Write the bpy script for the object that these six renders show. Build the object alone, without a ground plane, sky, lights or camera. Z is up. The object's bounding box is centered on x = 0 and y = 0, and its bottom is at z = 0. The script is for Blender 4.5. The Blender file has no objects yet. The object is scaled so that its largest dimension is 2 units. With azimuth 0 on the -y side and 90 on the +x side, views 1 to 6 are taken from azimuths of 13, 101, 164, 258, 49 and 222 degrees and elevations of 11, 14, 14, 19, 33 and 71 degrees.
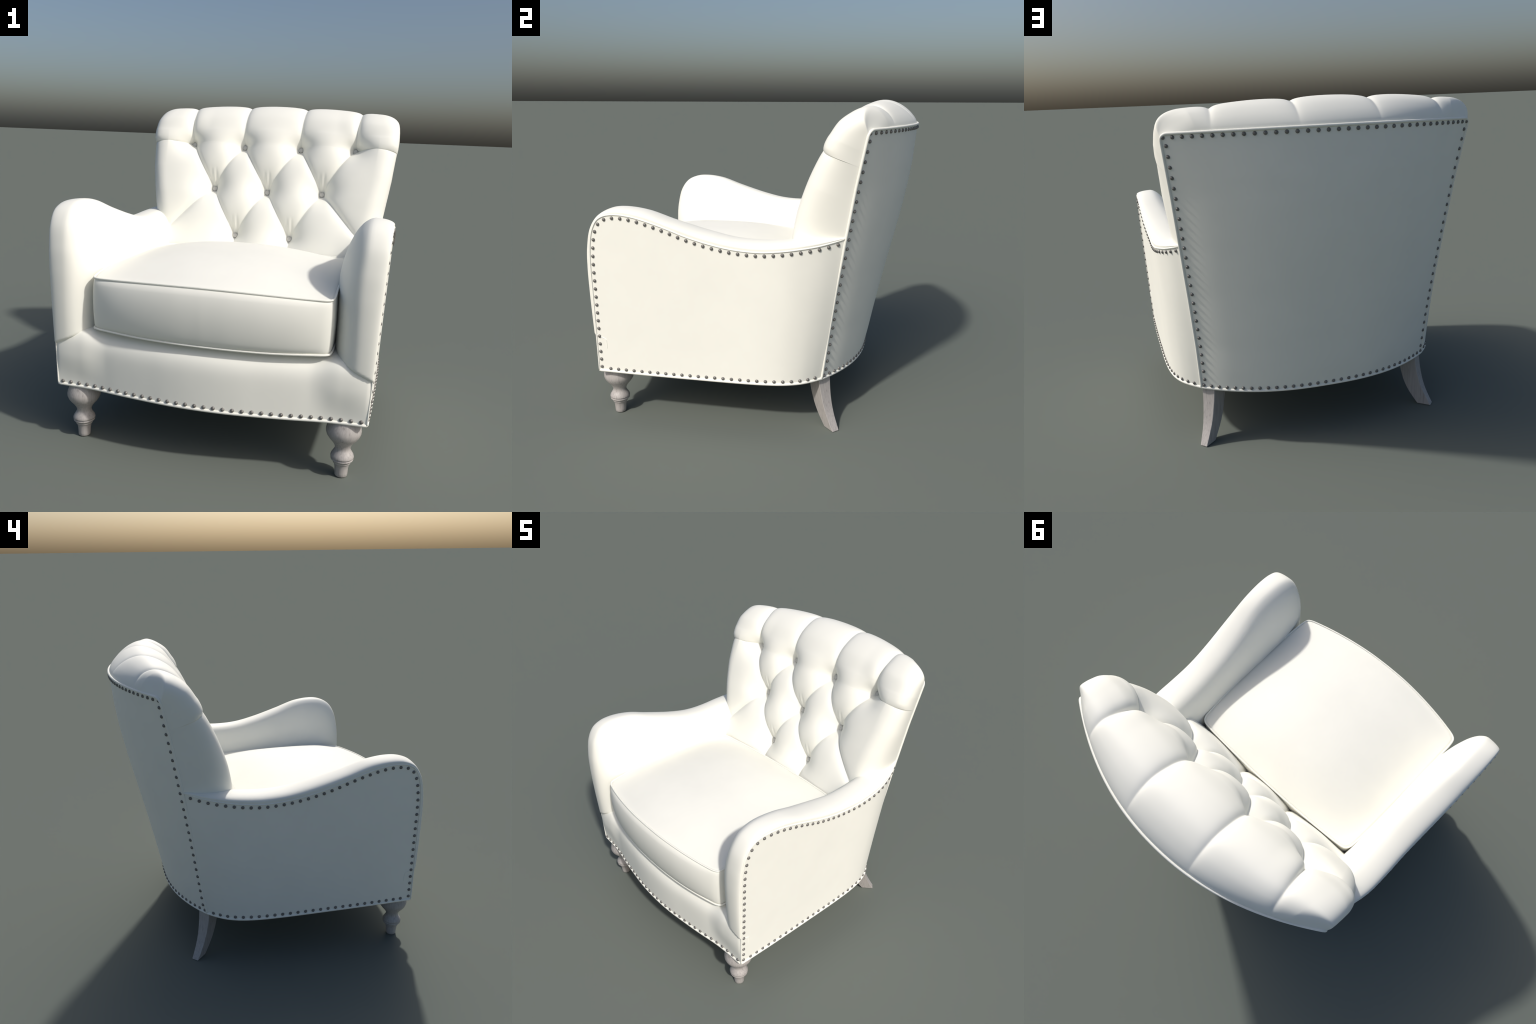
"""Tufted armchair: button-tufted back, sweeping arms, loose seat cushion,
nail-head trim, two turned front legs and two sabre back legs."""
import bpy, math
import numpy as np
from mathutils import Vector, Matrix

Z0 = 0.330            # underside of the upholstery
NAIL_R = 0.0108

# ----------------------------------------------------------------- materials
def new_mat(name):
    m = bpy.data.materials.new(name)
    m.use_nodes = True
    nt = m.node_tree
    return m, nt, nt.nodes["Principled BSDF"]

def fabric_material(name, color, rough=0.62, seed=0.0):
    m, nt, b = new_mat(name)
    N, L = nt.nodes, nt.links
    tc = N.new("ShaderNodeTexCoord")
    mp = N.new("ShaderNodeMapping"); mp.inputs["Location"].default_value = (seed, seed * .7, seed * .3)
    L.new(tc.outputs["Object"], mp.inputs["Vector"])
    n = N.new("ShaderNodeTexNoise"); n.inputs["Scale"].default_value = 5.0; n.inputs["Detail"].default_value = 3
    L.new(mp.outputs[0], n.inputs["Vector"])
    r = N.new("ShaderNodeValToRGB")
    r.color_ramp.elements[0].position = 0.3; r.color_ramp.elements[1].position = 0.7
    r.color_ramp.elements[0].color = (*[c * .985 for c in color], 1)
    r.color_ramp.elements[1].color = (*[min(c * 1.01, 1) for c in color], 1)
    L.new(n.outputs["Fac"], r.inputs["Fac"]); L.new(r.outputs["Color"], b.inputs["Base Color"])
    w = N.new("ShaderNodeTexNoise"); w.inputs["Scale"].default_value = 420.0; w.inputs["Detail"].default_value = 2
    L.new(mp.outputs[0], w.inputs["Vector"])
    bp = N.new("ShaderNodeBump"); bp.inputs["Strength"].default_value = 0.04; bp.inputs["Distance"].default_value = 0.002
    L.new(w.outputs["Fac"], bp.inputs["Height"]); L.new(bp.outputs["Normal"], b.inputs["Normal"])
    b.inputs["Roughness"].default_value = rough
    b.inputs["Specular IOR Level"].default_value = 0.35
    return m

def wood_material():
    m, nt, b = new_mat("whitewashed_wood")
    N, L = nt.nodes, nt.links
    tc = N.new("ShaderNodeTexCoord")
    mp = N.new("ShaderNodeMapping"); mp.inputs["Scale"].default_value = (130, 130, 8)
    L.new(tc.outputs["Object"], mp.inputs["Vector"])
    n = N.new("ShaderNodeTexNoise"); n.inputs["Scale"].default_value = 1.0; n.inputs["Detail"].default_value = 5
    n.inputs["Roughness"].default_value = .6; n.inputs["Distortion"].default_value = .4
    L.new(mp.outputs[0], n.inputs["Vector"])
    r = N.new("ShaderNodeValToRGB"); e = r.color_ramp.elements
    e[0].position = .25; e[0].color = (.25, .235, .226, 1)
    e[1].position = .72; e[1].color = (.49, .465, .445, 1)
    k = e.new(.42); k.color = (.40, .376, .363, 1)
    L.new(n.outputs["Fac"], r.inputs["Fac"]); L.new(r.outputs["Color"], b.inputs["Base Color"])
    bp = N.new("ShaderNodeBump"); bp.inputs["Strength"].default_value = .15; bp.inputs["Distance"].default_value = .002
    L.new(n.outputs["Fac"], bp.inputs["Height"]); L.new(bp.outputs["Normal"], b.inputs["Normal"])
    b.inputs["Roughness"].default_value = .45
    return m

def metal_material():
    m, nt, b = new_mat("aged_pewter")
    N, L = nt.nodes, nt.links
    oi = N.new("ShaderNodeObjectInfo")
    r = N.new("ShaderNodeValToRGB")
    r.color_ramp.elements[0].color = (.165, .160, .152, 1)
    r.color_ramp.elements[1].color = (.205, .198, .188, 1)
    L.new(oi.outputs["Random"], r.inputs["Fac"]); L.new(r.outputs["Color"], b.inputs["Base Color"])
    b.inputs["Metallic"].default_value = .35
    b.inputs["Roughness"].default_value = .42
    return m

def dark_cloth_material():
    m, nt, b = new_mat("black_cambric")
    N, L = nt.nodes, nt.links
    tc = N.new("ShaderNodeTexCoord")
    n = N.new("ShaderNodeTexNoise"); n.inputs["Scale"].default_value = 60
    L.new(tc.outputs["Object"], n.inputs["Vector"])
    r = N.new("ShaderNodeValToRGB")
    r.color_ramp.elements[0].color = (.30, .29, .28, 1); r.color_ramp.elements[1].color = (.36, .35, .33, 1)
    L.new(n.outputs["Fac"], r.inputs["Fac"]); L.new(r.outputs["Color"], b.inputs["Base Color"])
    b.inputs["Roughness"].default_value = .9
    return m

WHITE = (.89, .885, .815)
FABRIC = fabric_material("ivory_upholstery", WHITE)
BUTTON_GREY = fabric_material("button_grey", (.66, .645, .60), seed=1.7)  # darker, greyer tone than the ivory of the pads, used on the buttons
WELT = fabric_material("ivory_welt", WHITE, seed=3.1)
WOOD, METAL, CAMBRIC = wood_material(), metal_material(), dark_cloth_material()

# ------------------------------------------------------------------- helpers
def mesh_obj(name, verts, faces, mat, parent, smooth=True):
    me = bpy.data.meshes.new(name)
    me.from_pydata([tuple(map(float, v)) for v in verts], [], faces)
    me.validate()
    if smooth:
        me.polygons.foreach_set("use_smooth", [True] * len(me.polygons))
    me.materials.append(mat)
    ob = bpy.data.objects.new(name, me)
    bpy.context.scene.collection.objects.link(ob)
    ob.parent = parent
    return ob

def grid_faces(nr, nc, close=False, flip=False, base=0):
    f = []
    for i in range(nr - 1):
        for j in range(nc if close else nc - 1):
            k = (j + 1) % nc
            q = (base + i * nc + j, base + i * nc + k, base + (i + 1) * nc + k, base + (i + 1) * nc + j)
            f.append(q[::-1] if flip else q)
    return f

def spline(pts, n, t=None):
    """Centripetal-ish Catmull-Rom through control points, n samples."""
    p = np.asarray(pts, float)
    d = np.r_[0, np.cumsum(np.sqrt(np.linalg.norm(np.diff(p, axis=0), axis=1)) + 1e-9)]
    d /= d[-1]
    t = np.linspace(0, 1, n) if t is None else np.asarray(t, float)
    m = np.empty_like(p)
    for i in range(len(p)):
        a, b = max(i - 1, 0), min(i + 1, len(p) - 1)
        if 0 < i < len(p) - 1:
            h0, h1 = d[i] - d[i - 1], d[i + 1] - d[i]
            s0, s1 = (p[i] - p[i - 1]) / h0, (p[i + 1] - p[i]) / h1
            m[i] = (s0 * h1 + s1 * h0) / (h0 + h1)
        else:
            m[i] = (p[b] - p[a]) / (d[b] - d[a])
    k = np.clip(np.searchsorted(d, t, side="right") - 1, 0, len(p) - 2)
    h = d[k + 1] - d[k]; u = (t - d[k]) / h
    u, h = u[:, None], h[:, None]
    return ((2*u**3 - 3*u**2 + 1) * p[k] + (u**3 - 2*u**2 + u) * h * m[k]
            + (-2*u**3 + 3*u**2) * p[k+1] + (u**3 - u**2) * h * m[k+1])

def resample(path, n=None, step=None, closed=False):
    p = np.asarray(path, float)
    if closed: p = np.vstack([p, p[:1]])
    s = np.r_[0, np.cumsum(np.linalg.norm(np.diff(p, axis=0), axis=1))]
    if n is None: n = max(3, int(round(s[-1] / step)) + 1)
    q = np.linspace(0, s[-1], n + (1 if closed else 0))
    if closed: q = q[:-1]
    return np.stack([np.interp(q, s, p[:, i]) for i in range(p.shape[1])], 1)

def tube(name, path, r, mat, parent, closed=False, k=10):
    p = np.asarray(path, float); n = len(p)
    if closed: tg = np.roll(p, -1, 0) - np.roll(p, 1, 0)
    else: tg = np.gradient(p, axis=0)
    tg /= np.linalg.norm(tg, axis=1)[:, None] + 1e-12
    up = np.array([.31, .22, .92]); a = np.cross(tg[0], up); a /= np.linalg.norm(a)
    V = []
    for i in range(n):
        a = a - tg[i] * (a @ tg[i]); a /= np.linalg.norm(a)
        b = np.cross(tg[i], a)
        for j in range(k):
            w = 2 * math.pi * j / k
            V.append(p[i] + r * (math.cos(w) * a + math.sin(w) * b))
    F = grid_faces(n, k, close=True, flip=True)
    if closed: F += [((n-1)*k + j, j, (j+1) % k, (n-1)*k + (j+1) % k) for j in range(k)]
    else: F += [tuple(range(k)), tuple(range((n-1)*k, n*k))[::-1]]
    return mesh_obj(name, V, F, mat, parent)

def mirror(p):
    return np.asarray(p) * [-1, 1, 1]

def sstep(a, b, x):
    t = np.clip((np.asarray(x, float) - a) / (b - a), 0, 1)
    return t * t * (3 - 2 * t)

# ------------------------------------------------------- the chair's top level
chair = bpy.data.objects.new("tufted_armchair", None)
bpy.context.scene.collection.objects.link(chair)
chair["label"] = "ivory button-tufted armchair with nailhead trim and grey wooden legs"
chair["category"] = "armchair"

# ---------------------------------------------------------- nails and buttons
def dome_mesh(name, r, h, mat, rings=6, k=14):
    V, F = [], []
    prof = [(r * 1.0, -.25 * h)] + [(r * math.cos(t), h * math.sin(t)) for t in np.linspace(0, math.pi/2, rings)[:-1]]
    for (rr, z) in prof:
        for j in range(k):
            w = 2 * math.pi * j / k
            V.append((rr * math.cos(w), rr * math.sin(w), z))
    F = grid_faces(len(prof), k, close=True)
    V.append((0, 0, h)); top = len(V) - 1; b = (len(prof) - 1) * k
    F += [(b + j, b + (j+1) % k, top) for j in range(k)]
    me = bpy.data.meshes.new(name); me.from_pydata(V, [], F)
    me.polygons.foreach_set("use_smooth", [True] * len(F)); me.materials.append(mat)
    return me

NAIL = dome_mesh("nailhead", NAIL_R, .0098, METAL)
BUTTON = dome_mesh("button", .0175, .012, BUTTON_GREY, rings=8, k=24)

def place(me, name, pos, nrm, parent):
    ob = bpy.data.objects.new(name, me)
    z = Vector(nrm).normalized()
    q = z.to_track_quat('Z', 'Y')
    ob.matrix_world = Matrix.Translation(Vector(pos)) @ q.to_matrix().to_4x4()
    ob.parent = parent
    bpy.context.scene.collection.objects.link(ob)
    return ob

# ------------------------------------------------------------- outer surfaces
# side panel: plan curve at the bottom and at z = 1.2 (right side, front to back seam)
PB = [(.866, -.889), (.872, -.6), (.874, -.3), (.873, 0), (.866, .15), (.848, .27), (.815, .36), (.775, .42), (.720, .482)]
PT = [(.908, -.889), (.914, -.6), (.914, -.3), (.906, 0), (.906, .17), (.899, .31), (.878, .41), (.848, .50), (.797, .603)]
_ts = np.linspace(0, 1, 401)
_pb = spline(PB, 0, _ts)
_pt = spline(PT, 0, _ts)
def side_xy(s, z):
    f = (np.asarray(z) - Z0) / (1.2 - Z0)
    xb, yb = np.interp(s, _ts, _pb[:, 0]), np.interp(s, _ts, _pb[:, 1])
    xt, yt = np.interp(s, _ts, _pt[:, 0]), np.interp(s, _ts, _pt[:, 1])
    return xb + (xt - xb) * f, yb + (yt - yb) * f
def side_point(y, z):
    """Point of the right outer side surface at the given y and z."""
    f = (z - Z0) / (1.2 - Z0)
    c = _pb + (_pt - _pb) * f
    return np.array([np.interp(y, c[:, 1], c[:, 0]), y, z])
def side_normal(y, z, e=.004):
    a = side_point(y + e, z) - side_point(y - e, z)
    b = side_point(y, z + e) - side_point(y, z - e)
    n = np.cross(a, b); return n / np.linalg.norm(n)

# upper edge of the side panel in (y, z), front bottom to back seam
EDGE = [(-.889, Z0), (-.889, .6), (-.889, .85), (-.889, 1.0), (-.886, 1.08), (-.877, 1.16), (-.860, 1.228), (-.825, 1.288),
        (-.775, 1.315), (-.70, 1.323), (-.60, 1.311), (-.50, 1.284), (-.40, 1.251), (-.30, 1.214), (-.20, 1.184),
        (-.10, 1.160), (0, 1.144), (.13, 1.137), (.25, 1.146), (.35, 1.160), (.45, 1.176), (.55, 1.200), (.602, 1.215)]
_edge = spline(EDGE, 800)
def edge_z(y):
    return np.interp(y, np.maximum.accumulate(_edge[:, 0] + np.arange(800) * 1e-9), _edge[:, 1])

# back panel
SEAM_Z = [Z0, .6, .9, 1.2, 1.5, 1.81]
SEAM_X = [.720, .738, .766, .797, .829, .867]
SEAM_Y = [.482, .516, .557, .603, .652, .713]
MID_Z = [Z0, .45, .609, .78, .947, 1.1, 1.27, 1.45, 1.6, 1.82]
MID_Y = [.707, .734, .765, .801, .838, .874, .912, .947, .969, .988]
def back_point(a, z):
    xe, ye = np.interp(z, SEAM_Z, SEAM_X), np.interp(z, SEAM_Z, SEAM_Y)
    yc = np.interp(z, MID_Z, MID_Y)
    n = 2.08 + .38 * np.clip(1 - (z - Z0) / 1.48, 0, 1) ** 2
    return np.array([a * xe, ye + (yc - ye) * (1 - abs(a) ** n), z])
def back_normal(a, z, e=.004):
    u = back_point(a + e, z) - back_point(a - e, z)
    v = back_point(a, z + e) - back_point(a, z - e)
    n = np.cross(v, u); return n / np.linalg.norm(n)
def back_top(a):
    a = abs(a)
    return 1.826 - .012 * a * a - .022 * max(0, (a - .965) / .035) ** 2
def back_y_at(x, z):
    xe = np.interp(z, SEAM_Z, SEAM_X)
    return back_point(min(max(x / xe, -1), 1), z)[1]

# front rail plan curve (right half, centre to corner)
RAIL = [(0, -.973), (.10, -.971), (.2, -.964), (.3, -.952), (.4, -.939), (.5, -.924), (.58, -.910), (.64, -.901), (.72, -.894), (.80, -.891), (.866, -.889)]
_rail = spline([(-x, y) for x, y in RAIL[:0:-1]] + RAIL, 600)
def rail_y(x):
    return np.interp(x, _rail[:, 0], _rail[:, 1])

# ------------------------------------------------------------------ seat rail
xs = np.linspace(-.866, .866, 161)
prof = [(Z0, 0), (.38, -.001), (.44, -.002), (.50, -.002), (.54, .000), (.57, .005), (.595, .014), (.615, .028), (.632, .048),
        (.645, .075), (.652, .11), (.656, .16), (.657, .30), (.657, .9)]
prof = spline(prof, 44)
V = []
for (z, dy) in prof:
    for x in xs:
        k = sstep(.60, .86, abs(x))
        swell = sstep(.56, .72, abs(x)) * math.sqrt(max(0, 1 - max(0, (abs(x) - .74) / .126) ** 2))
        pad = .018 * swell * sstep(.34, .52, z)
        zz = Z0 + (z - Z0) * (1 - .02 * k)
        V.append((x * (1 + .045 * (zz - Z0) / .87 * (abs(x) / .866) ** 6), rail_y(x) + dy * (1 - .5 * swell) - pad, zz))
seat_rail = mesh_obj("seat_rail", V, grid_faces(len(prof), len(xs)), FABRIC, chair)

# ---------------------------------------------------------------- side panels
def build_side(sign):
    ys = np.r_[np.linspace(0, .09, 26)[:-1], np.linspace(.09, 1, 70)]
    # parameter so that the front corner of the edge is finely sampled
    nz = 30
    cols = []
    for s in ys:
        z = 1.2
        for _ in range(25):
            _, y = side_xy(s, z); z = .5 * z + .5 * float(edge_z(y))
        if s == 0: z = 1.0
        zs = np.linspace(Z0, z, nz)
        x, y = side_xy(s, zs)
        cols.append(np.stack([x, np.broadcast_to(y, zs.shape), zs], 1))
    V = np.array(cols).reshape(-1, 3) * [sign, 1, 1]
    ob = mesh_obj("side_panel", V, grid_faces(len(ys), nz, flip=(sign < 0)), FABRIC, chair)
    # welt along the front and top edge
    path = [side_point(y, z) + side_normal(max(y, -.88), z) * .001 for y, z in resample(_edge, step=.012)]
    tube("welt", np.array(path) * [sign, 1, 1], .0045, WELT, ob)
    # nails just inside the edge
    e = resample(_edge, step=.004)
    tg = np.gradient(e, axis=0); tg /= np.linalg.norm(tg, axis=1)[:, None]
    ins = e + np.stack([tg[:, 1], -tg[:, 0]], 1) * .0195
    ins = ins[(ins[:, 1] > .352) & (ins[:, 0] < .566)]
    for y, z in resample(ins, 47):
        place(NAIL, "nailhead", side_point(y, z) * [sign, 1, 1], side_normal(y, z) * [sign, 1, 1], ob)
    zb = .345
    line = np.stack(side_xy(np.linspace(0, 1, 300), zb), 1)
    line = np.c_[line, np.full(300, zb)]
    line = resample(line, 900)
    line = line[(line[:, 1] > -.812) & (line[:, 1] < .446)]
    for p in resample(line, 26):
        place(NAIL, "nailhead", p * [sign, 1, 1], side_normal(p[1], zb) * [sign, 1, 1], ob)
    return ob
side_r = build_side(1)
side_l = build_side(-1)

# ----------------------------------------------------------------- back panel
na, nz = 97, 60
A = np.sin(np.linspace(-1, 1, na) * math.pi / 2) * .5 + np.linspace(-1, 1, na) * .5
V = []
for a in A:
    for t in np.linspace(0, 1, nz):
        V.append(back_point(a, Z0 + (back_top(a) - Z0) * t))
back_panel = mesh_obj("back_panel", V, grid_faces(na, nz, flip=True), FABRIC, chair)

side_path = [back_point(1, z) for z in np.linspace(Z0, 1.765, 90)]
top_path = [back_point(a, back_top(a)) for a in np.linspace(.992, -.992, 150)]
half = side_path + [back_point(.9995, 1.782), back_point(.997, 1.795)]
welt_path = resample(np.array(half + top_path + [mirror(p) for p in half[::-1]]), step=.012)
wn = np.array([[0, 1, .1]] * len(welt_path)); 
tube("welt", welt_path + wn * .001, .0078, WELT, back_panel)

for sg in (1, -1):
    for z in np.linspace(1.754, .384, 26):
        a = 1 - .0215 / np.interp(z, SEAM_Z, SEAM_X)
        place(NAIL, "nailhead", back_point(a, z) * [sg, 1, 1], back_normal(a, z) * [sg, 1, 1], back_panel)
row = np.array([back_point(a, back_top(a * .9) - .0205) for a in np.linspace(-.985, .985, 400)])
for p in resample(row, 36):
    a = p[0] / np.interp(p[2], SEAM_Z, SEAM_X)
    place(NAIL, "nailhead", p, back_normal(a, p[2]), back_panel)
row = np.array([back_point(a, .345) for a in np.linspace(-.98, .98, 400)])
for p in resample(row, 32):
    a = p[0] / np.interp(p[2], SEAM_Z, SEAM_X)
    place(NAIL, "nailhead", p, back_normal(a, p[2]), back_panel)
# front nails on the rail
row = np.array([(x, rail_y(x), .345) for x in np.linspace(-.838, .838, 400)])
for p in resample(row, 34):
    d = (rail_y(p[0] + .01) - rail_y(p[0] - .01)) / .02
    place(NAIL, "nailhead", p + [0, -.0006, 0], (d, -1, 0), seat_rail)

# welt and cover round the underside
plan = [(x, rail_y(x)) for x in np.linspace(-.85, .85, 120)]
corner = [(.860, -.888), (.8655, -.884), (.8665, -.876)]
sidec = [tuple(p) for p in _pb if p[1] > -.865]
backc = [tuple(back_point(a, Z0)[:2]) for a in np.linspace(.985, -.985, 120)]
ring = plan + corner + sidec + backc + [(-x, y) for x, y in sidec[::-1]] + [(-x, y) for x, y in corner[::-1]]
ring = resample(np.array(ring), step=.012, closed=True)
tube("base_welt", np.c_[ring, np.full(len(ring), Z0 - .002)], .0085, WELT, chair, closed=True)
ctr = len(ring)
bottom = mesh_obj("bottom_cover", list(np.c_[ring * .995, np.full(ctr, Z0 + .002)]) + [(0, 0, Z0 + .002)],
                  [(ctr, (i + 1) % ctr, i) for i in range(ctr)], CAMBRIC, chair, smooth=False)

# ----------------------------------------------------------------------- arms
# matched stations along the arm: panel edge, crest, inner core, all (y, z)
ARM = [  # edge            crest             core           crest x
    ((-.889, .48), (-.902, .48), (-.64, .48), .815),
    ((-.889, .65), (-.914, .65), (-.64, .65), .815),
    ((-.889, .85), (-.923, .85), (-.64, .82), .815),
    ((-.889, 1.0), (-.924, 1.0), (-.63, .93), .815),
    ((-.885, 1.10), (-.915, 1.12), (-.62, .99), .816),
    ((-.866, 1.213), (-.884, 1.242), (-.61, 1.02), .818),
    ((-.825, 1.288), (-.828, 1.317), (-.595, 1.035), .82),
    ((-.765, 1.317), (-.755, 1.352), (-.57, 1.04), .822),
    ((-.68, 1.322), (-.67, 1.361), (-.54, 1.03), .822),
    ((-.55, 1.299), (-.54, 1.345), (-.47, 1.01), .822),
    ((-.39, 1.247), (-.38, 1.291), (-.36, .98), .818),
    ((-.19, 1.181), (-.18, 1.231), (-.18, .94), .812),
    ((-.02, 1.147), (-.02, 1.196), (-.02, .92), .808),
    ((.13, 1.137), (.13, 1.187), (.13, .91), .806),
    ((.30, 1.152), (.30, 1.197), (.30, .91), .802),
    ((.45, 1.176), (.45, 1.212), (.40, .91), .79),
    ((.602, 1.215), (.605, 1.224), (.44, .91), .755),
]
arm_ctrl = np.array([[*a, *b, *c, d] for a, b, c, d in ARM])
def build_arm(sign):
    st = spline(arm_ctrl, 220)
    # x fraction from crest to inner wall against inward fraction crest -> core
    INX = np.array([0, .10, .22, .36, .52, .68, .80, .90, .96, 1.0])
    INK = np.array([0, .006, .028, .075, .17, .33, .50, .70, .86, 1.0])
    q = np.linspace(0, 1, 26)
    ix = np.interp(q, np.linspace(0, 1, 10), INX); ik = np.interp(q, np.linspace(0, 1, 10), INK)
    sm = spline(np.c_[INX, INK], 26); ix, ik = np.clip(sm[:, 0], 0, 1), np.clip(sm[:, 1], 0, 1)
    V = []
    for i, r in enumerate(st):
        e, c, k, cx = r[0:2], r[2:4], r[4:6], r[6]
        ex = side_point(min(max(e[0], -.888), .602), e[1])[0]
        inner = float(np.interp(c[0], [-.9, -.6, 0, .35], [.655, .653, .640, .626]))
        rowp = []
        # edge to crest : quarter superellipse bulging outward
        for t in np.linspace(0, 1, 12)[:-1]:
            w = t * math.pi / 2
            fx = 1 - math.cos(w); fk = math.sin(w)
            p = e + (c - e) * fk ** 1.0
            rowp.append((ex + (cx - ex) * fx + .013 * math.sin(math.pi * t) * min(1, t * 4), *p))
        for a, b in zip(ix, ik):
            front = sstep(-.10, -.60, c[0])
            bb = b ** (1 - (.24 * sstep(1.0, 1.28, c[1]) - .1) * front + .35 * (1 - front))
            p = c + (k - c) * bb
            rowp.append((cx + (inner - cx) * a, *p))
        rowp.append((inner, k[0], .5))
        V.append(rowp)
    V = np.array(V); nc = V.shape[1]
    # the lower front end tucks into the rail along a slanting line
    zs = .555 + (.866 - V[..., 0]) * .46
    f = sstep(0, 1, (V[..., 2] - (zs - .012)) / .035)
    V[..., 1] += np.where(V[..., 1] < -.70, (1 - f) * .07, 0)
    V = V.reshape(-1, 3) * [sign, 1, 1]
    return mesh_obj("arm", V, grid_faces(len(st), nc, flip=(sign > 0)), FABRIC, chair)
arm_r = build_arm(1)
arm_l = build_arm(-1)

# ------------------------------------------------------------------- backrest
BTN = [(.206, 1.660), (-.206, 1.660), (.592, 1.672), (-.592, 1.672),
       (0, 1.355), (.390, 1.362), (-.390, 1.362), (.195, 1.052), (-.195, 1.052)]
def front_y(z):
    return .468 + .400 * (z - 1.352)
PROF = [(front_y(z), z) for z in (.72, .9, 1.05, 1.2, 1.352, 1.5, 1.60, 1.66)] + \
       [(.620, 1.76), (.660, 1.85), (.715, 1.908), (.78, 1.934), (.85, 1.926), (.915, 1.893), (.958, 1.853), (.975, 1.822)]
NV = 400
pr = resample(spline(PROF, 1600), NV)
arc = np.r_[0, np.cumsum(np.linalg.norm(np.diff(pr, axis=0), axis=1))]
i_top = int(np.argmin(abs(pr[:, 1] - 1.66) + (pr[:, 0] > .65) * 9))
s_of_z = lambda z: np.interp(z, pr[:i_top + 1, 1], arc[:i_top + 1])
S_END, S_TOP = arc[-1], arc[i_top]

def side_x(s):
    """Half width of the backrest along its profile."""
    z = [.72, 1.0, 1.22, 1.35, 1.47, 1.65]
    return np.interp(s, [s_of_z(q) for q in z] + [S_TOP + .12, S_TOP + .26, S_END], [.76, .81, .858, .886, .910, .928, .934, .920, .866])

NU = 401
U = np.linspace(-1, 1, NU)
R_IN = .15
sx = side_x(arc)
X = U[None, :] * (sx - R_IN - .02)[:, None]
S = np.repeat(arc[:, None], NU, 1)
# base surface: front plane, then roll over the top to the back welt
qtop = np.clip((arc - S_TOP) / (S_END - S_TOP), 0, 1)
F = np.zeros((len(arc), NU, 3)); F[..., 0] = X
yb_end = np.array([[back_y_at(x, 1.815) for x in row] for row in X[-1:]])[0]
for i in range(len(arc)):
    y, z = pr[i]
    if i <= i_top:
        F[i, :, 1] = y; F[i, :, 2] = z
    else:
        k = (y - pr[i_top, 0]) / (pr[-1, 0] - pr[i_top, 0])
        F[i, :, 1] = pr[i_top, 0] + (yb_end - pr[i_top, 0]) * k
        end = np.array([back_top(x / .867) for x in X[-1]])
        drop = (X[i] / .8) ** 2
        g = np.sin(np.pi * np.clip(qtop[i], 0, 1))
        F[i, :, 2] = z - .035 * drop * g - (1.826 - end) * qtop[i]

def smooth_interp(x, xp, fp, r=9):
    y = np.interp(x, xp, fp)
    for _ in range(r * 8): y[1:-1] = .25 * y[:-2] + .5 * y[1:-1] + .25 * y[2:]
    return y

# seams in (x, s)
def seg_dist(px, ps, a, b):
    ax, as_ = a; bx, bs = b
    dx, ds = bx - ax, bs - as_
    t = np.clip(((px - ax) * dx + (ps - as_) * ds) / (dx * dx + ds * ds), 0, 1)
    return np.hypot(px - ax - t * dx, ps - as_ - t * ds)
sb = {i: (x, s_of_z(z) if z < 1.66 else S_TOP + (z - 1.66)) for i, (x, z) in enumerate(BTN)}
segs = []
T0, T0m, T1, T1m, M0, M1, M1m, L0, L0m = [sb[i] for i in range(9)]
for t0, t1, m1, l0, sg in ((T0, T1, M1, L0, 1), (T0m, T1m, M1m, L0m, -1)):
    segs += [(t0, M0), (t0, m1), (t1, m1), (m1, l0), (M0, l0),
             (m1, (sg * .645, s_of_z(1.092))), ((sg * .645, s_of_z(1.092)), (sg * .76, s_of_z(.95))),
             (l0, (sg * .19, s_of_z(.70))),
             (t0, (sg * .214, S_END)), (t1, (sg * .632, S_END)),
             (t1, (sg * .72, t1[1] - .004)), ((sg * .72, t1[1] - .004), (sg * 1.0, t1[1] - .02))]
D = np.full(X.shape, 9.0)
for a, b in segs:
    d = seg_dist(X, S, a, b)
    if abs(a[1] - b[1]) < .03:      # the seam toward the side grows shallow
        d = d + .022 * sstep(.60, .78, np.abs(X))
    D = np.minimum(D, d)
DB = np.full(X.shape, 9.0)
for b in sb.values(): DB = np.minimum(DB, np.hypot(X - b[0], S - b[1]))
# inflate: membrane held down along the seams
hx, hs = float(np.mean(np.diff(X, axis=1))), float(np.mean(np.diff(arc)))
kap = 4.0 / hx ** 2 * np.exp(-(D / (.9 * hx)) ** 2)
phi = np.zeros_like(X)
cx_, cs_ = 1 / hx ** 2, 1 / hs ** 2
den = 2 * cx_ + 2 * cs_ + kap
for it in range(4200):
    p = np.pad(phi, 1, mode="edge"); p[-1, :] = 0
    phi = (cx_ * (p[1:-1, :-2] + p[1:-1, 2:]) + cs_ * (p[:-2, 1:-1] + p[2:, 1:-1]) + 1) / den
puff = np.sqrt(np.maximum(2 * phi, 0)) * .365
side = sstep(.45, .66, np.abs(X))
side_gain = smooth_interp(arc, [0, s_of_z(1.25), s_of_z(1.5), S_TOP, S_TOP + .06, S_TOP + .2, S_TOP + .32, S_END], [-.15, -.1, .12, .22, .85, .85, .2, .1])[:, None]
puff *= 1 + side * side_gain
puff *= 1 - .14 * (1 - sstep(.30, .50, np.abs(X))) * (1 - sstep(s_of_z(1.42), s_of_z(1.6), S))
puff = .12 * np.tanh(puff / .12)
puff *= 1 - np.exp(-(D / .010) ** 1.0) * .9
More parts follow.
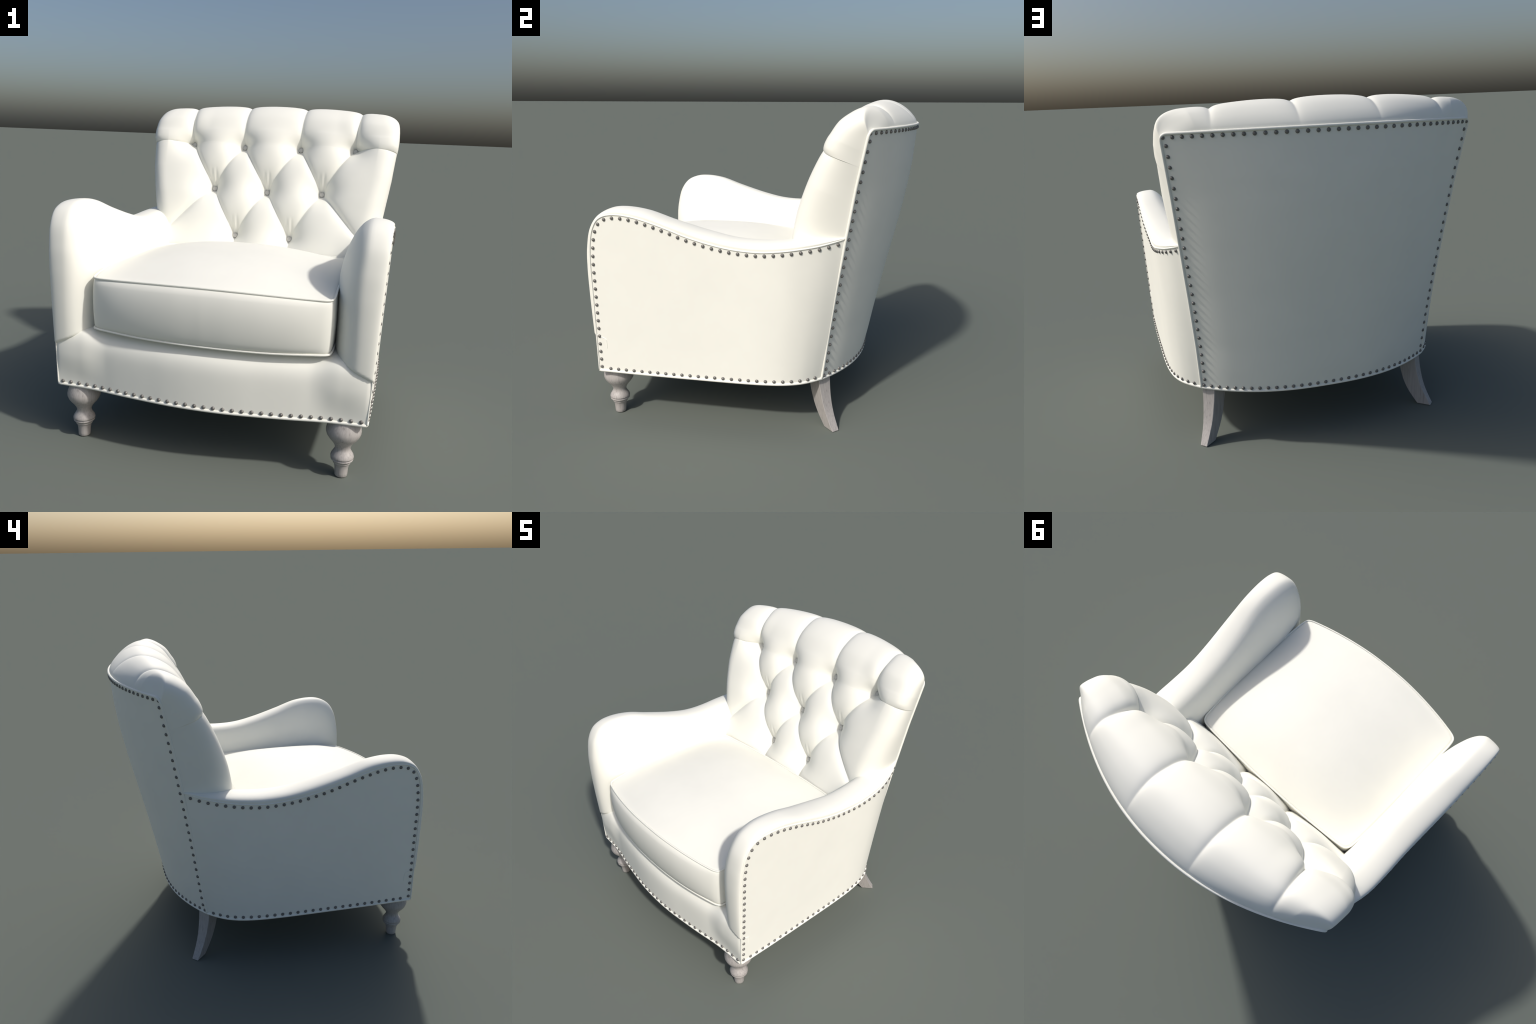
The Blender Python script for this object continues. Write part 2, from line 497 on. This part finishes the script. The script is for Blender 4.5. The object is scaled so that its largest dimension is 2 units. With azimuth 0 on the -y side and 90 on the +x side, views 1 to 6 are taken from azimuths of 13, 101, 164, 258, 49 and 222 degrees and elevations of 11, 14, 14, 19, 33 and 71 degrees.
amp = smooth_interp(arc, [0, s_of_z(1.0), s_of_z(1.2), S_TOP - .05, S_TOP + .05, S_TOP + .12, S_TOP + .20, S_TOP + .28, S_TOP + .35, S_TOP + .45, S_END], [.6, .75, .92, .92, .70, .66, .72, .66, .45, .24, .0])[:, None]
rise = np.full(X.shape, .095)
for bx, bs in sb.values():
    rise *= 1 - np.exp(-(np.hypot(X - bx, S - bs) / .090) ** 1.5)
H = puff * amp + rise * smooth_interp(arc, [0, s_of_z(1.05), s_of_z(1.3), S_TOP + .06, S_TOP + .27, S_END], [.6, .8, 1, .95, .2, 0])[:, None]
H -= .012 * np.exp(-(DB / .028) ** 2)
# pinched folds running up from the middle and lower buttons
for bx, bs in (M0, M1, M1m, L0, L0m):
    dx, ds = np.abs(X - bx), S - bs
    w = sstep(.0, .03, ds) * (1 - sstep(.05, .15, ds))
    H += w * (-.0055 * np.exp(-((dx - .017) / .009) ** 2) + .003 * np.exp(-(dx / .008) ** 2))
# normals of the base
du, dv = np.gradient(F, axis=1), np.gradient(F, axis=0)
NB = np.cross(du, dv); NB /= np.linalg.norm(NB, axis=2)[..., None] + 1e-12
if NB[40, NU // 2, 1] > 0: NB = -NB
P = F + NB * H[..., None]
# side wings down to the back seam
bz = np.interp(arc, [0, s_of_z(1.2), S_TOP - .02, S_TOP + .11, S_TOP + .2, S_TOP + .27, S_TOP + .37, S_END],
               [.70, 1.13, 1.60, 1.69, 1.755, 1.782, 1.795, back_top(.99)])
NW = 28
def wing(sg):
    col = P[:, -1 if sg > 0 else 0]
    W = np.zeros((len(arc), NW, 3))
    for i in range(len(arc)):
        fin = col[i]
        B = back_point(1, bz[i]); B = B * [sg, 1, 1]
        K = np.array([sg * sx[i], min(fin[1], .665), fin[2]])
        e = sstep(.50, 1, qtop[i])
        K = K * (1 - e) + (.5 * (fin + B) + np.array([sg * .012, .004, .012 * (1 - e)])) * e
        m = .95 - .22 * sstep(S_TOP - .02, S_TOP + .06, arc[i]) * (1 - sstep(S_TOP + .16, S_TOP + .30, arc[i]))
        for j in range(NW):
            s = (1 - (j + 1) / NW) * math.pi / 2
            w = K + (B - K) * (1 - math.sin(s) ** .62) + (fin - K) * (1 - math.cos(s) ** m)
            W[i, j] = w
    # the side seam creases the wing and dies out toward the back
    jj = np.linspace(0, 1, NW)
    d = (arc - (T1[1] - .02))[:, None] + .03 * jj ** 2
    W[..., 0] -= sg * .009 * np.exp(-np.abs(d) / .010) * (1 - sstep(.25, .68, jj))[None, :]
    return W
WR, WL = wing(1), wing(-1)
ALL = np.concatenate([WL[:, ::-1], P, WR], axis=1)
backrest = mesh_obj("backrest", ALL.reshape(-1, 3), grid_faces(ALL.shape[0], ALL.shape[1]), FABRIC, chair)
nb = Vector((0, -.928, .371))
for x, z in BTN:
    zz = min(z, 1.665)
    p = np.array([x, front_y(zz) , zz]) + np.array(nb) * .006
    place(BUTTON, "button", p, nb, backrest)

# --------------------------------------------------------------- seat cushion
CUSH_H = .109
half = [(0, -.967), (.15, -.963), (.30, -.949), (.45, -.926), (.57, -.900), (.625, -.884), (.648, -.868), (.655, -.84),
        (.657, -.70), (.657, -.45), (.652, -.2), (.645, 0), (.637, .10), (.630, .145), (.612, .168), (.57, .178), (.4, .19), (.2, .198), (0, .20)]
out = spline(half, 150)
out = np.vstack([out, (out * [-1, 1])[-2:0:-1]])
out = resample(out, 320, closed=True)
n = len(out)
cen = np.array([0, -.36])
def pipe_z(p):
    x, y = abs(p[0]), p[1]
    front = .981 - .030 * min(x / .66, 1) ** 2
    back = .985 - .002 * sstep(.2, .63, x)
    mid = .989
    t = (y + .96) / 1.16
    return front * (1 - sstep(0, .3, t)) + back * sstep(.7, 1, t) + mid * (sstep(0, .3, t) - sstep(.7, 1, t))
zt = np.array([float(pipe_z(p)) for p in out])
zbm = np.array([.668 + .006 * sstep(.3, .66, abs(p[0])) for p in out])
tg = np.roll(out, -1, 0) - np.roll(out, 1, 0); tg /= np.linalg.norm(tg, axis=1)[:, None]
on = np.stack([tg[:, 1], -tg[:, 0]], 1)
V = []
rows = 0
def add_row(xy, z):
    global rows
    V.extend(np.c_[xy, z]); rows += 1
for t in (.05, .3, .6, .9):
    add_row(cen + (out - cen) * t, np.full(n, .660))
tuck = on * (.007 * (1 - np.clip(np.abs(out[:, 0]) / .62, 0, 1) ** 2) * (out[:, 1] < -.5))[:, None]   # lower front edge sits back
for t in np.linspace(0, 1, 16):
    b = (math.sin(math.pi * t ** 1.25)) ** .42 * (.010 + .028 * (1 - np.clip(np.abs(out[:, 0]) / .66, 0, 1) ** 6) * (out[:, 1] < -.5))[:, None]
    add_row(out + on * (b - .002) - tuck * (1 - t), zbm + (zt - zbm) * t)
of = out[out[:, 1] < -.36]; ob_ = out[out[:, 1] >= -.36]
of = of[np.argsort(of[:, 0])]; ob_ = ob_[np.argsort(ob_[:, 0])]
orr = out[out[:, 0] > 0]; orr = orr[np.argsort(orr[:, 1])]
def dome(p):
    x = abs(p[:, 0])
    yf, yb = np.interp(x, of[:, 0], of[:, 1]), np.interp(x, ob_[:, 0], ob_[:, 1])
    t = np.clip((p[:, 1] - yf) / (yb - yf), 0, 1)
    xe = np.interp(p[:, 1], orr[:, 1], orr[:, 0])
    return (1 - np.abs(2 * t - 1) ** 2.7) * (1 - np.clip(x / xe, 0, 1) ** 2.3)
for t in np.linspace(0, 1, 40)[1:]:
    r = max(1 - t ** 1.0, .002)
    xy = cen + (out - cen) * r
    base = np.array([float(pipe_z(p)) for p in xy])
    add_row(xy, base + CUSH_H * (dome(xy) if r < .999 else 0))
cushion = mesh_obj("seat_cushion", V, grid_faces(rows, n, close=True), FABRIC, chair)
tube("cushion_welt", np.c_[out + on * .003, zt], .006, WELT, cushion, closed=True)
tube("cushion_welt", np.c_[out + on * .003 - tuck, zbm], .006, WELT, cushion, closed=True)

# ----------------------------------------------------------------------- legs
LEG = [(.0, 0), (.030, 0), (.0335, .004), (.0345, .02), (.036, .045), (.040, .066), (.0425, .072), (.0465, .075), (.047, .080), (.046, .083),
       (.053, .088), (.0595, .095), (.0605, .100), (.0555, .1033), (.0555, .1047), (.0615, .107), (.0620, .113), (.059, .123), (.051, .136), (.044, .147), (.041, .156),
       (.042, .166), (.048, .180), (.060, .197), (.075, .214), (.086, .230), (.0925, .247), (.0935, .262), (.090, .278), (.083, .298), (.072, .331)]
def turned_leg(sign):
    k = 48; V = []
    for r, z in LEG:
        for j in range(k):
            w = 2 * math.pi * j / k
            V.append((max(r, .0005) * math.cos(w), max(r, .0005) * math.sin(w), z))
    ob = mesh_obj("front_leg", V, grid_faces(len(LEG), k, close=True), WOOD, chair)
    ob.location = (sign * .748, -.817, 0)
for sg in (1, -1): turned_leg(sg)

def sabre_leg(sign):
    # outer corner A, back corner B at three heights; depth runs inward along the diagonal
    Zs = np.linspace(0, .345, 24)
    za = [0, .043, .08, .123, .182, .245, .345]
    zb_ = [0, .05, .093, .144, .203, .261, .345]
    A = np.stack([np.interp(Zs, za, [.763, .749, .738, .729, .721, .716, .713]), np.interp(Zs, za, [.563, .541, .524, .507, .490, .477, .463])], 1)
    Bc = np.stack([np.interp(Zs, zb_, [.731, .710, .693, .677, .666, .657, .650]), np.interp(Zs, zb_, [.598, .577, .561, .547, .537, .531, .525])], 1)
    for _ in range(2):
        for q in (A, Bc): q[1:-1] = .25 * q[:-2] + .5 * q[1:-1] + .25 * q[2:]
    dep = np.interp(Zs, [0, .08, .16, .25, .345], [.087, .100, .105, .108, .112])
    V = []
    for a, b, z, d in zip(A, Bc, Zs, dep):
        w = np.array([-.735, -.678]) * d
        V += [(*a, z), (*b, z), (*(b + w), z), (*(a + w), z)]
    V = np.array(V) * [sign, 1, 1]
    F = grid_faces(24, 4, close=True, flip=(sign < 0))
    F += [(0, 3, 2, 1) if sign > 0 else (0, 1, 2, 3), (92, 93, 94, 95) if sign > 0 else (95, 94, 93, 92)]
    ob = mesh_obj("back_leg", V, F, WOOD, chair, smooth=False)
    bv = ob.modifiers.new("soft_edges", "BEVEL"); bv.width = .003; bv.segments = 2; bv.limit_method = 'ANGLE'; bv.angle_limit = .8
for sg in (1, -1): sabre_leg(sg)
